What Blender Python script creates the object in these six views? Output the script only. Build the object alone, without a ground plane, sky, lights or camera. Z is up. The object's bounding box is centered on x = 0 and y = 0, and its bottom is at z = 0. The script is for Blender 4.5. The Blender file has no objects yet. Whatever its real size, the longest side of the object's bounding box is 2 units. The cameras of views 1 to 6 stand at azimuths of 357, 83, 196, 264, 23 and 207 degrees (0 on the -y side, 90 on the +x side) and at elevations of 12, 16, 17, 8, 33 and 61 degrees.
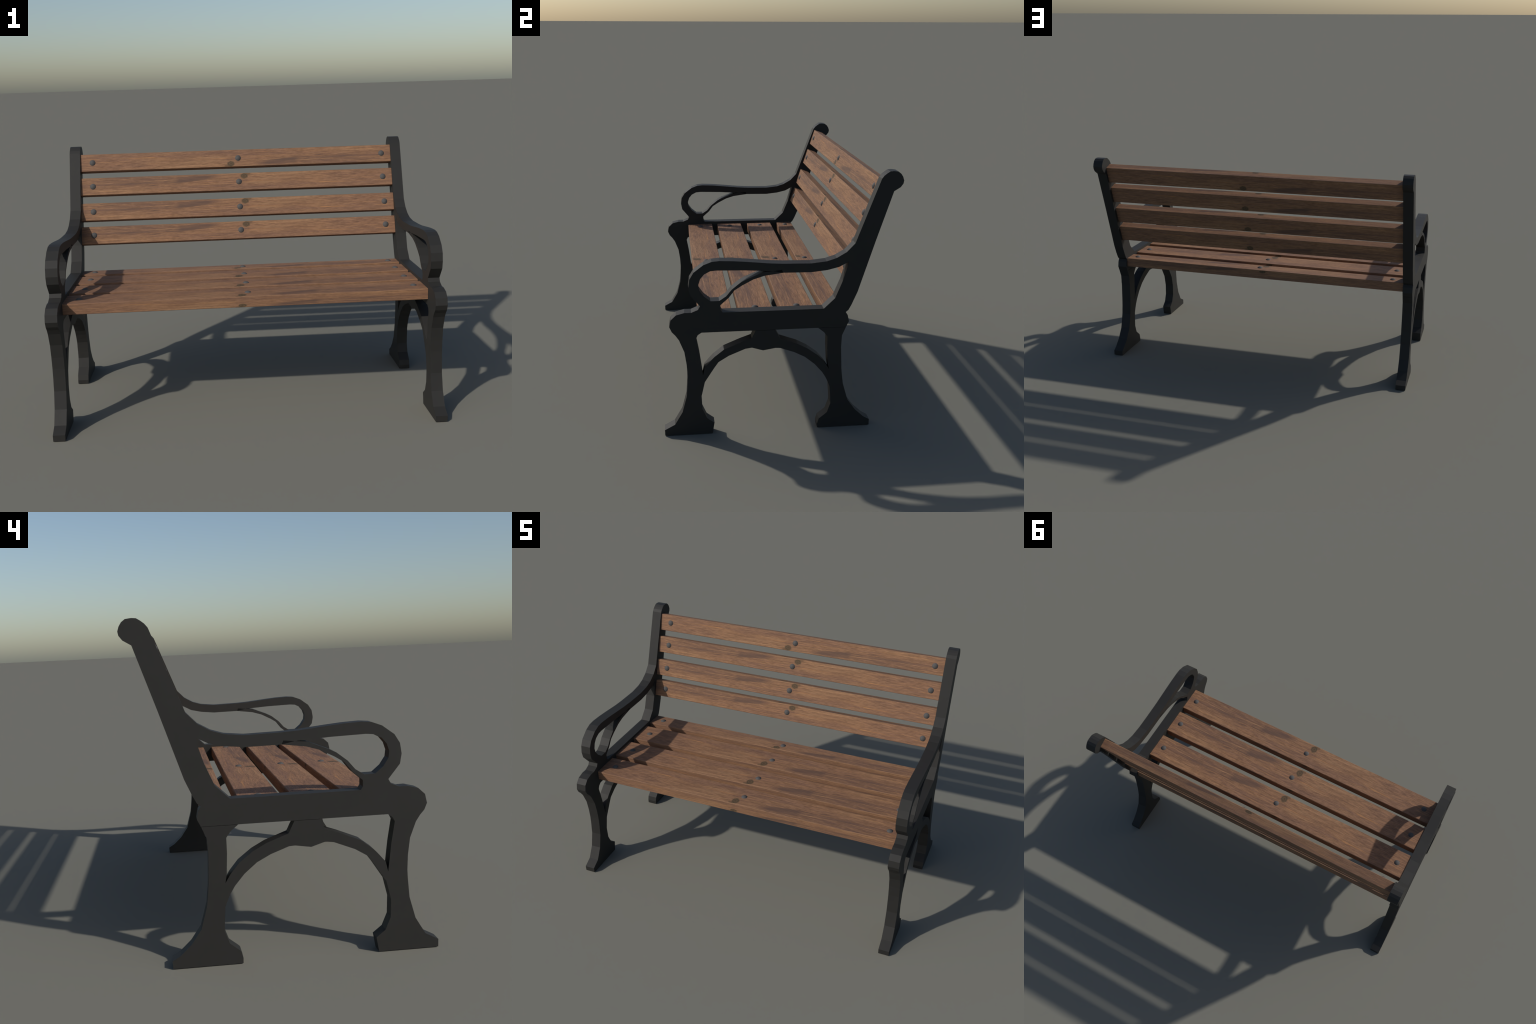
"""Park bench: two flat cast-iron side frames carrying four seat slats and four
backrest slats, each slat held by three dome-headed bolts."""
import bpy, bmesh, math
from mathutils import Matrix, Vector
from mathutils.geometry import tessellate_polygon

# --------------------------------------------------------------------------
# small node helpers
# --------------------------------------------------------------------------
class Graph:
    def __init__(self, name):
        self.mat = bpy.data.materials.new(name)
        self.mat.use_nodes = True
        self.nt = self.mat.node_tree
        self.bsdf = self.nt.nodes["Principled BSDF"]

    def node(self, kind, **props):
        n = self.nt.nodes.new(kind)
        for k, v in props.items():
            setattr(n, k, v)
        return n

    def put(self, sock, val):
        if hasattr(val, "is_output"):
            self.nt.links.new(val, sock)
        else:
            sock.default_value = val

    def math(self, op, a, b=0.0, c=0.0, clamp=False):
        n = self.node("ShaderNodeMath", operation=op, use_clamp=clamp)
        for i, v in enumerate((a, b, c)):
            self.put(n.inputs[i], v)
        return n.outputs[0]

    def xyz(self, x, y, z):
        n = self.node("ShaderNodeCombineXYZ")
        for i, v in enumerate((x, y, z)):
            self.put(n.inputs[i], v)
        return n.outputs[0]

    def noise(self, vec, scale=1.0, detail=3.0, rough=0.55, dist=0.0):
        n = self.node("ShaderNodeTexNoise")
        self.put(n.inputs["Vector"], vec)
        n.inputs["Scale"].default_value = scale
        n.inputs["Detail"].default_value = detail
        n.inputs["Roughness"].default_value = rough
        n.inputs["Distortion"].default_value = dist
        return n.outputs[0]

    def smooth(self, val, lo, hi, out0=0.0, out1=1.0):
        n = self.node("ShaderNodeMapRange", interpolation_type="SMOOTHSTEP")
        self.put(n.inputs["Value"], val)
        for k, v in (("From Min", lo), ("From Max", hi), ("To Min", out0), ("To Max", out1)):
            n.inputs[k].default_value = v
        return n.outputs["Result"]

    def mix(self, fac, a, b, blend="MIX"):
        n = self.node("ShaderNodeMix", data_type="RGBA", blend_type=blend)
        self.put(n.inputs[0], fac)
        self.put(n.inputs[6], a)
        self.put(n.inputs[7], b)
        return n.outputs[2]

    def ramp(self, fac, stops):
        n = self.node("ShaderNodeValToRGB")
        e = n.color_ramp.elements
        while len(e) < len(stops):
            e.new(0.5)
        for el, (p, c) in zip(e, stops):
            el.position = p
            el.color = (*c, 1)
        self.put(n.inputs[0], fac)
        return n.outputs[0]


def rgb(r, g, b):
    return (r, g, b, 1.0)


# --------------------------------------------------------------------------
# materials
# --------------------------------------------------------------------------
def iron_material(name, colour, rough):
    g = Graph(name)
    co = g.node("ShaderNodeTexCoord").outputs["Object"]
    n = g.noise(co, 9.0, 4.0, 0.6)
    fine = g.noise(co, 220.0, 2.0, 0.5)
    fac = g.math("MULTIPLY_ADD", n, 0.7, g.math("MULTIPLY", fine, 0.3))
    lo = tuple(c * 0.94 for c in colour)
    hi = tuple(c * 1.06 for c in colour)
    col = g.ramp(fac, [(0.3, lo), (0.7, hi)])
    g.put(g.bsdf.inputs["Base Color"], col)
    g.bsdf.inputs["Roughness"].default_value = rough
    g.bsdf.inputs["Specular IOR Level"].default_value = IRON_SPEC
    return g.mat


IRON_SPEC = 0.25
WOOD_SPEC = 0.22


def wood_material(name, half_width, half_thick, turn, knot_u):
    """Oiled pine.  The board pattern lives in (u, v): u runs along the slat in
    metres, v across the face from -1 to 1.  `turn` = -1 turns the face pattern
    end for end, the way a board is simply laid the other way round."""
    g = Graph(name)
    tc = g.node("ShaderNodeTexCoord")
    p = g.node("ShaderNodeSeparateXYZ"); g.put(p.inputs[0], tc.outputs["Object"])
    nn = g.node("ShaderNodeSeparateXYZ"); g.put(nn.inputs[0], tc.outputs["Normal"])
    x, y, z = p.outputs
    face = g.math("GREATER_THAN", nn.outputs[2], 0.7)          # upper / front face
    side = g.math("LESS_THAN", g.math("ABSOLUTE", nn.outputs[2]), 0.7)  # narrow edges
    # u: face -> turn*x ; back -> x ; edges -> -x
    su = g.math("ADD", g.math("MULTIPLY", face, turn - 1.0), 1.0)
    su = g.math("ADD", g.math("MULTIPLY", su, g.math("SUBTRACT", 1.0, side)),
                g.math("MULTIPLY", side, -1.0))
    u = g.math("MULTIPLY", x, su)
    sv = g.math("SUBTRACT", g.math("MULTIPLY", face, turn + 1.0), 1.0)
    vf = g.math("MULTIPLY", g.math("MULTIPLY", y, sv), 1.0 / half_width)
    vs = g.math("MULTIPLY", g.math("MULTIPLY", z, 1.0 / half_thick), g.math("SIGN", nn.outputs[1]))
    v = g.math("ADD", g.math("MULTIPLY", vf, g.math("SUBTRACT", 1.0, side)),
               g.math("MULTIPLY", vs, side))

    # grain bows gently along the board
    bow = g.noise(g.xyz(g.math("MULTIPLY", u, 2.2), g.math("MULTIPLY", v, 0.6), 3.7), 1.0, 2.0)
    vb = g.math("ADD", v, g.math("MULTIPLY", g.math("SUBTRACT", bow, 0.5), 0.7))

    def grain(fu, fv, seed, detail=3.0, rough=0.6):
        return g.noise(g.xyz(g.math("MULTIPLY", u, fu), g.math("MULTIPLY", vb, fv), seed),
                       1.0, detail, rough)

    broad = grain(3.2, 1.1, 11.3, 2.0)
    band = grain(1.8, 4.5, 5.1, 4.0)
    streak = grain(7.0, 10.0, 1.9, 4.0, 0.7)
    fibre = grain(26.0, 26.0, 8.4, 3.0, 0.7)
    pore = grain(11.0, 24.0, 17.7, 3.0, 0.6)

    def mul(*xs):
        r = xs[0]
        for q in xs[1:]:
            r = g.math("MULTIPLY", r, q)
        return r

    def off(val, k):
        return g.math("MULTIPLY", g.math("SUBTRACT", val, 0.5), k)

    # drift of tone along the board: golden beyond the knot, red towards the ends
    # and along one edge
    gold = mul(g.smooth(g.math("ADD", u, off(broad, 0.25)), -0.02, 0.12),
               g.smooth(g.math("ADD", u, off(broad, 0.4)), 0.72, 0.30),
               g.smooth(g.math("ADD", v, off(broad, 1.2)), -0.70, 0.05))
    gold2 = mul(g.smooth(u, -0.45, -0.62), g.smooth(u, -0.93, -0.80),
                g.smooth(g.math("ADD", v, off(band, 1.5)), 0.35, -0.35))
    red = g.math("ADD", g.smooth(g.math("ADD", u, off(broad, 0.4)), 0.45, 0.75),
                 mul(g.smooth(g.math("ADD", u, off(broad, 0.5)), -0.30, 0.02),
                     g.smooth(g.math("ADD", v, off(broad, 1.0)), -0.20, -0.75)), clamp=True)
    tone = g.math("ADD", g.math("MULTIPLY", broad, 0.35), g.math("MULTIPLY", band, 0.65))
    tone = g.math("ADD", tone, g.math("MULTIPLY", g.math("ADD", gold, g.math("MULTIPLY", gold2, 0.5)), 0.09))
    col = g.ramp(tone, [(0.30, WOOD["dark"]), (0.42, WOOD["red"]), (0.54, WOOD["mid"]), (0.68, WOOD["tan"])])
    col = g.mix(g.math("MULTIPLY", red, 0.45), col, rgb(*WOOD["red"]))
    # streaks: pale latewood, dark earlywood, short dark pores
    st = g.smooth(streak, 0.48, 0.74)
    col = g.mix(g.math("MULTIPLY", st, 0.60), col, rgb(*WOOD["light"]))
    dk = g.smooth(streak, 0.52, 0.28)
    col = g.mix(g.math("MULTIPLY", dk, 0.50), col, rgb(*WOOD["dark"]))
    hair = mul(g.smooth(grain(3.2, 19.0, 71.0, 3.0, 0.6), 0.56, 0.70), g.smooth(broad, 0.30, 0.55))
    col = g.mix(g.math("MULTIPLY", hair, 0.50), col, rgb(*WOOD["amber"]))
    po = mul(g.smooth(pore, 0.45, 0.30), g.smooth(band, 0.66, 0.42))
    col = g.mix(g.math("MULTIPLY", po, 0.70), col, rgb(*WOOD["dark"]))
    fb = g.smooth(fibre, 0.30, 0.70, 0.70, 1.28)
    fbc = g.node("ShaderNodeCombineColor")
    for i in range(3):
        g.put(fbc.inputs[i], fb)
    col = g.mix(1.0, col, fbc.outputs[0], "MULTIPLY")

    # pale amber threads run along the board
    def thread(v0, seed, width, u_lo, u_hi):
        wob = g.noise(g.xyz(g.math("MULTIPLY", u, 1.4), 0.0, seed), 1.0, 2.0)
        line = g.math("ABSOLUTE", g.math("ADD", g.math("SUBTRACT", v, v0), off(wob, 0.22)))
        return mul(g.smooth(line, width, 0.0), g.smooth(grain(5.0, 0.5, seed + 9.0), 0.38, 0.60),
                   g.smooth(u, u_lo - 0.1, u_lo + 0.1), g.smooth(u, u_hi + 0.1, u_hi - 0.1))
    col = g.mix(g.math("MULTIPLY", thread(-0.38, 21.0, 0.055, 0.35, 0.92), 0.75), col, rgb(*WOOD["amber"]))
    col = g.mix(g.math("MULTIPLY", thread(0.02, 27.0, 0.045, -0.90, 0.45), 0.60), col, rgb(*WOOD["amber"]))
    col = g.mix(g.math("MULTIPLY", thread(-0.62, 57.0, 0.050, -0.90, -0.10), 0.50), col, rgb(*WOOD["amber"]))

    # dark heartwood patch left of the middle: sharp slanting lower edge, soft upper side,
    # trailing off as smoky streaks towards the end of the board
    edge = off(grain(11.0, 3.5, 44.0, 4.0), 1.0)
    pu = g.math("DIVIDE", g.math("ADD", u, 0.245), 0.120)
    low = g.math("SUBTRACT", g.math("SUBTRACT", v, 0.24), g.math("ADD", g.math("MULTIPLY", pu, 0.20),
                                                                g.math("MULTIPLY", edge, 0.20)))
    pm = mul(g.smooth(low, -0.06, 0.07), g.smooth(low, 0.80, 0.30),
             g.smooth(g.math("ADD", pu, edge), -1.35, -0.75), g.smooth(g.math("ADD", pu, edge), 1.25, 0.35))
    tv = g.math("DIVIDE", g.math("SUBTRACT", g.math("SUBTRACT", v, 0.28), g.math("MULTIPLY", u, 0.25)), 0.34)
    tm = mul(g.smooth(u, -0.22, -0.36), g.smooth(u, -0.86, -0.60),
             g.smooth(g.math("ADD", g.math("MULTIPLY", tv, tv), g.math("MULTIPLY", edge, 1.6)), 1.0, 0.0),
             g.smooth(streak, 0.66, 0.36))
    tm2 = mul(g.smooth(u, -0.12, -0.32), g.smooth(u, -0.95, -0.75), g.smooth(low, 0.30, 0.75),
              g.smooth(streak, 0.70, 0.35))
    col = g.mix(g.math("MULTIPLY", tm, 0.70), col, rgb(*WOOD["heart"]))
    col = g.mix(g.math("MULTIPLY", tm2, 0.45), col, rgb(*WOOD["heart"]))
    col = g.mix(mul(pm, g.smooth(streak, 0.80, 0.40, 0.50, 0.82)), col, rgb(*WOOD["heart"]))

    # knot with growth rings and a smoky tail, near the middle bolt
    ku = g.math("DIVIDE", g.math("SUBTRACT", u, knot_u), 0.023)
    kv = g.math("DIVIDE", g.math("SUBTRACT", v, 0.64), 0.31)
    kn = off(g.noise(g.xyz(g.math("MULTIPLY", u, 70.0), g.math("MULTIPLY", v, 5.0), 2.0), 1.0, 2.0), 0.55)
    kr = g.math("ADD", g.math("SQRT", g.math("ADD", g.math("MULTIPLY", ku, ku), g.math("MULTIPLY", kv, kv))), kn)
    km = g.smooth(kr, 1.15, 0.80)
    rings = g.smooth(g.math("SINE", g.math("MULTIPLY_ADD", kr, 13.0, 2.6)), -0.5, 1.0)
    kcol = g.mix(rings, rgb(*WOOD["knot"]), rgb(*WOOD["knot_ring"]))
    ta = g.math("DIVIDE", g.math("SUBTRACT", g.math("SUBTRACT", u, knot_u), 0.018), 0.022)
    tb = g.math("DIVIDE", g.math("SUBTRACT", v, 0.88), 0.16)
    tail = g.smooth(g.math("ADD", g.math("ADD", g.math("MULTIPLY", ta, ta), g.math("MULTIPLY", tb, tb)), kn), 1.2, 0.4)
    col = g.mix(g.math("MULTIPLY", tail, 0.45), col, rgb(*WOOD["knot"]))
    col = g.mix(g.math("MULTIPLY", km, 0.88), col, kcol)

    g.put(g.bsdf.inputs["Base Color"], col)
    g.bsdf.inputs["Roughness"].default_value = WOOD_ROUGH
    g.bsdf.inputs["Specular IOR Level"].default_value = WOOD_SPEC
    b = g.node("ShaderNodeBump")
    b.inputs["Strength"].default_value = 0.15
    b.inputs["Distance"].default_value = 0.002
    g.put(b.inputs["Height"], g.math("ADD", streak, fibre))
    g.put(g.bsdf.inputs["Normal"], b.outputs[0])
    return g.mat


WOOD_ROUGH = 0.72
WOOD = dict(
    dark=(0.118, 0.062, 0.038), red=(0.190, 0.103, 0.066), mid=(0.230, 0.121, 0.066),
    tan=(0.274, 0.153, 0.083), light=(0.305, 0.167, 0.088), amber=(0.400, 0.190, 0.072),
    heart=(0.100, 0.060, 0.046), knot=(0.062, 0.044, 0.026), knot_ring=(0.100, 0.069, 0.038))

# slat faces: half width, half thickness
BACK_HW, SEAT_HW, NARROW_HW, SLAT_HT = 0.0523, 0.0860, 0.0530, 0.0290

iron = iron_material("painted_cast_iron", (0.0228, 0.0219, 0.0202), 0.6)
wedge_black = iron_material("near_black", (0.002, 0.002, 0.002), 0.9)
steel = iron_material("bolt_steel", (0.078, 0.074, 0.071), 0.75)
wood_back = wood_material("oiled_pine", BACK_HW, SLAT_HT, 1.0, 0.040)
wood_back_turned = wood_material("oiled_pine_turned", BACK_HW, SLAT_HT, -1.0, 0.037)
wood_seat = wood_material("oiled_pine_wide", SEAT_HW, SLAT_HT, -1.0, 0.024)
wood_seat_narrow = wood_material("oiled_pine_narrow", NARROW_HW, SLAT_HT, -1.0, 0.024)

# --------------------------------------------------------------------------
# the bench
# --------------------------------------------------------------------------
bench = bpy.data.objects.new("park_bench", None)
bench.empty_display_size = 0.2
bpy.context.scene.collection.objects.link(bench)
bench["label"] = "park bench with brown wooden slats and black iron side frames"
bench["category"] = "bench"


def add(name, mesh, parent, matrix=None):
    ob = bpy.data.objects.new(name, mesh)
    bpy.context.scene.collection.objects.link(ob)
    ob.parent = parent
    if matrix is not None:
        ob.matrix_local = matrix
    return ob


# ---- cast-iron side frame ------------------------------------------------
# Every piece of a side frame is a flat plate cut from the same 61 mm thickness;
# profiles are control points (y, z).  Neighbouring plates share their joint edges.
INNER, OUTER = 0.939, 1.0

ARM_POST_TOP = (0.374, 1.017)
ARM_POST_LOW = (0.345, 0.922)
POST_RAIL_BACK = (0.335, 0.650)
POST_RAIL_FRONT = (0.2195, 0.6735)
NECK_FRONT = (-0.424, 0.693)
NECK_BACK = (-0.301, 0.6745)
NOSE_LEG = (-0.5590, 0.5785)
RAIL_LEG = (-0.409, 0.5695)
ARCH_FRONT_LOW, ARCH_FRONT_TOP = (-0.3965, 0.295), (-0.405, 0.3335)
ARCH_REAR_LOW, ARCH_REAR_TOP = (0.260, 0.238), (0.255, 0.3355)
BRACE_LOW, BRACE_LOOP = (-0.3105, 0.714), (-0.3165, 0.7365)
JOINT_TIP, JOINT_UP, JOINT_FRONT = (0.0085, 0.874), (0.0015, 0.8895), (-0.044, 0.8845)

PLATES = {
    "backrest_post": [
        ARM_POST_TOP, (0.497, 1.344), (0.509, 1.359), (0.523, 1.370), (0.538, 1.3795),
        (0.556, 1.381), (0.5795, 1.378), (0.594, 1.367), (0.604, 1.3515), (0.610, 1.333),
        (0.607, 1.317), (0.5935, 1.299), (0.5615, 1.2795), (0.4805, 1.033), (0.413, 0.820),
        (0.394, 0.7595), (0.365, 0.692), (0.349, 0.662), POST_RAIL_BACK, POST_RAIL_FRONT,
        (0.277, 0.7285), (0.314, 0.818), ARM_POST_LOW],
    "seat_rail": [
        POST_RAIL_FRONT, POST_RAIL_BACK, (0.346, 0.634), (0.3535, 0.600), (0.3395, 0.5695),
        (0.1935, 0.5695), (-0.0295, 0.5695), (-0.1325, 0.5695), RAIL_LEG, NOSE_LEG,
        (-0.5705, 0.6055), (-0.563, 0.642), (-0.5355, 0.668), (-0.493, 0.679),
        (-0.459, 0.6785), NECK_FRONT, NECK_BACK],
    "armrest": [
        ARM_POST_TOP, ARM_POST_LOW, (0.294, 0.895), (0.233, 0.8805), (0.152, 0.872), JOINT_TIP,
        JOINT_UP, JOINT_FRONT, (-0.184, 0.893), (-0.327, 0.897), (-0.360, 0.894),
        (-0.391, 0.878), (-0.4105, 0.854), (-0.420, 0.824), (-0.4165, 0.797),
        (-0.3935, 0.7635), (-0.3605, 0.7365), BRACE_LOOP, BRACE_LOW, (-0.3100, 0.688),
        NECK_BACK, NECK_FRONT, (-0.414, 0.712), (-0.4625, 0.771), (-0.470, 0.811),
        (-0.4640, 0.854), (-0.4425, 0.8895), (-0.393, 0.927), (-0.352, 0.9425),
        (-0.313, 0.946), (-0.2445, 0.943), (-0.185, 0.938), (-0.060, 0.9255),
        (0.008, 0.9215), (0.150, 0.9185), (0.230, 0.927), (0.2805, 0.943), (0.331, 0.972)],
    "armrest_brace": [
        BRACE_LOOP, (-0.2815, 0.7595), (-0.2515, 0.7955), (-0.2080, 0.830), (-0.179, 0.845),
        (-0.137, 0.862), (-0.092, 0.880), JOINT_FRONT, JOINT_TIP, (-0.088, 0.861),
        (-0.143, 0.844), (-0.2005, 0.814), (-0.2395, 0.789), (-0.2685, 0.751), BRACE_LOW],
    "black_wedge": [JOINT_FRONT, JOINT_UP, JOINT_TIP],  # small black triangle where the brace end meets the arm underside
    "rear_leg": [
        (0.1940, 0.5682), (0.3388, 0.5682), (0.319, 0.5225), (0.316, 0.455), (0.3215, 0.335),
        (0.3245, 0.304), (0.3315, 0.249), (0.359, 0.154), (0.4015, 0.094), (0.448, 0.051),
        (0.481, 0.0315), (0.480, 0.0), (0.1985, 0.0), (0.1975, 0.022), (0.2055, 0.051),
        (0.249, 0.0865), (0.2665, 0.138), (0.265, 0.177), ARCH_REAR_LOW, ARCH_REAR_TOP,
        (0.248, 0.370), (0.2425, 0.457), (0.2425, 0.519), (0.224, 0.544)],
    "front_leg": [
        RAIL_LEG, NOSE_LEG, (-0.541, 0.5585), (-0.5235, 0.5325), (-0.498, 0.467), (-0.488, 0.398),
        (-0.4845, 0.336), (-0.486, 0.296), (-0.4915, 0.220), (-0.515, 0.131), (-0.556, 0.061),
        (-0.610, 0.032), (-0.609, 0.0), (-0.360, 0.0), (-0.350, 0.0605), (-0.3885, 0.090),
        (-0.4115, 0.143), (-0.4145, 0.217), ARCH_FRONT_LOW, ARCH_FRONT_TOP, (-0.4205, 0.450),
        (-0.4365, 0.5385), (-0.428, 0.5565)],
    "leg_arch": [
        ARCH_FRONT_TOP, (-0.3955, 0.376), (-0.361, 0.4165), (-0.346, 0.432), (-0.296, 0.4715),
        (-0.208, 0.508), (-0.1525, 0.5275), (-0.1325, 0.5682), (-0.0300, 0.5682),
        (-0.005, 0.519), (0.086, 0.486), (0.1405, 0.457), (0.1965, 0.4145), (0.233, 0.371),
        ARCH_REAR_TOP, ARCH_REAR_LOW, (0.2500, 0.263), (0.2365, 0.2915), (0.2175, 0.322),
        (0.1775, 0.3685), (0.1255, 0.4115), (0.069, 0.4405), (-0.0045, 0.467),
        (-0.0290, 0.4685), (-0.094, 0.458), (-0.151, 0.4755), (-0.1855, 0.471),
        (-0.2715, 0.436), (-0.3245, 0.4035), (-0.3470, 0.372), ARCH_FRONT_LOW],
}


def plate_mesh(name, outline, x0, x1, mat):
    """Flat plate: the (y, z) outline extruded from x0 to x1."""
    bm = bmesh.new()
    a = [bm.verts.new((x0, y, z)) for y, z in outline]
    b = [bm.verts.new((x1, y, z)) for y, z in outline]
    n = len(outline)
    for i, j, k in tessellate_polygon([[Vector((y, z, 0)) for y, z in outline]]):
        bm.faces.new((a[i], a[j], a[k]))
        bm.faces.new((b[k], b[j], b[i]))
    for i in range(n):
        bm.faces.new((a[i], b[i], b[(i + 1) % n], a[(i + 1) % n]))
    bmesh.ops.recalc_face_normals(bm, faces=bm.faces)
    me = bpy.data.meshes.new(name)
    bm.to_mesh(me)
    bm.free()
    me.materials.append(mat)
    return me


for name, outline in PLATES.items():
    mat = wedge_black if name == "black_wedge" else iron
    for side in (-1, 1):
        add(name, plate_mesh(name, outline, side * INNER, side * OUTER, mat), bench)

# ---- slats ---------------------------------------------------------------
SLAT_END = INNER + 0.0015          # tenoned a hair into the frames
EDGE_ROUND = 0.0035


def slat_mesh(name, half_width, mat):
    bm = bmesh.new()
    bmesh.ops.create_cube(bm, size=2.0, matrix=Matrix.Diagonal((SLAT_END, half_width, SLAT_HT, 1)))
    long_edges = [e for e in bm.edges
                  if abs(e.verts[0].co.x - e.verts[1].co.x) > 1.0]
    bmesh.ops.bevel(bm, geom=long_edges, offset=EDGE_ROUND, segments=3, profile=0.5,
                    affect="EDGES", clamp_overlap=True)
    bmesh.ops.recalc_face_normals(bm, faces=bm.faces)
    me = bpy.data.meshes.new(name)
    for f in bm.faces:
        f.smooth = abs(f.normal.x) < 0.5
    bm.to_mesh(me)
    bm.free()
    me.materials.append(mat)
    # keep the flat faces flat and only roll the shading over the rounded edges
    big = {p.index for p in me.polygons if p.area > 0.02}
    normals = [None] * len(me.loops)
    for p in me.polygons:
        for li in p.loop_indices:
            v = me.loops[li].vertex_index
            normals[li] = p.normal.copy()
            if p.index not in big and abs(p.normal.x) < 0.5:
                near = [q.normal for q in me.polygons if v in q.vertices and abs(q.normal.x) < 0.5]
                flat = [q.normal for q in me.polygons if v in q.vertices and q.index in big]
                s = Vector((0, 0, 0))
                for q in (flat or near):
                    s += q
                normals[li] = s.normalized()
    me.normals_split_custom_set([tuple(n) for n in normals])
    return me


def bolt_mesh(radius=0.0178, height=0.0080, rings=6, seg=20):
    """Shallow dome head, sitting on z = 0, with a short shank below."""
    bm = bmesh.new()
    loops = []
    sphere = (radius ** 2 + height ** 2) / (2 * height)
    for i in range(rings):
        r = radius * math.cos(i / rings * math.pi / 2)
        z = math.sqrt(max(sphere ** 2 - r * r, 0)) - (sphere - height)
        loops.append([bm.verts.new((r * math.cos(t * 2 * math.pi / seg),
                                    r * math.sin(t * 2 * math.pi / seg), z)) for t in range(seg)])
    base = [bm.verts.new((v.co.x, v.co.y, -0.004)) for v in loops[0]]
    loops.insert(0, base)
    tip = bm.verts.new((0, 0, height))
    for a, b in zip(loops, loops[1:]):
        for i in range(seg):
            bm.faces.new((a[i], a[(i + 1) % seg], b[(i + 1) % seg], b[i]))
    for i in range(seg):
        bm.faces.new((loops[-1][i], loops[-1][(i + 1) % seg], tip))
    bm.faces.new(base[::-1])
    for f in bm.faces:
        f.smooth = f.normal.z > -0.5
    bmesh.ops.recalc_face_normals(bm, faces=bm.faces)
    me = bpy.data.meshes.new("bolt")
    bm.to_mesh(me)
    bm.free()
    me.materials.append(steel)
    return me


BOLT_X = (-0.8665, 0.0075, 0.8835)
bolt = bolt_mesh()


def lay_slat(name, mesh, matrix, bolt_y):
    slat = add(name, mesh, bench, matrix)
    for bx in BOLT_X:
        add("bolt", bolt, slat, Matrix.Translation((bx, bolt_y, SLAT_HT)))
    return slat


wide = slat_mesh("seat_slat", SEAT_HW, wood_seat)
narrow = slat_mesh("seat_slat", NARROW_HW, wood_seat_narrow)
SEAT_TOP = 0.6575
for cy, mesh in ((-0.3345, wide), (-0.1235, wide), (0.0955, wide), (0.2825, narrow)):
    lay_slat("seat_slat", mesh, Matrix.Translation((0, cy, SEAT_TOP - SLAT_HT)), 0.0)

back = slat_mesh("backrest_slat", BACK_HW, wood_back)
back_turned = slat_mesh("backrest_slat", BACK_HW, wood_back_turned)
TILT = math.radians(18.1)          # lean of the backrest from upright
for cy, cz, mesh in ((0.4880, 1.2855, back_turned), (0.4400, 1.1482, back),
                     (0.3905, 1.0030, back), (0.3490, 0.8682, back)):
    rot = Matrix.Rotation(math.pi / 2 - TILT, 4, "X")   # local +y up the back, +z to the sitter
    lay_slat("backrest_slat", mesh,
             Matrix.Translation((0, cy, cz)) @ rot @ Matrix.Translation((0, 0, 0.0020 - SLAT_HT)), 0.0)
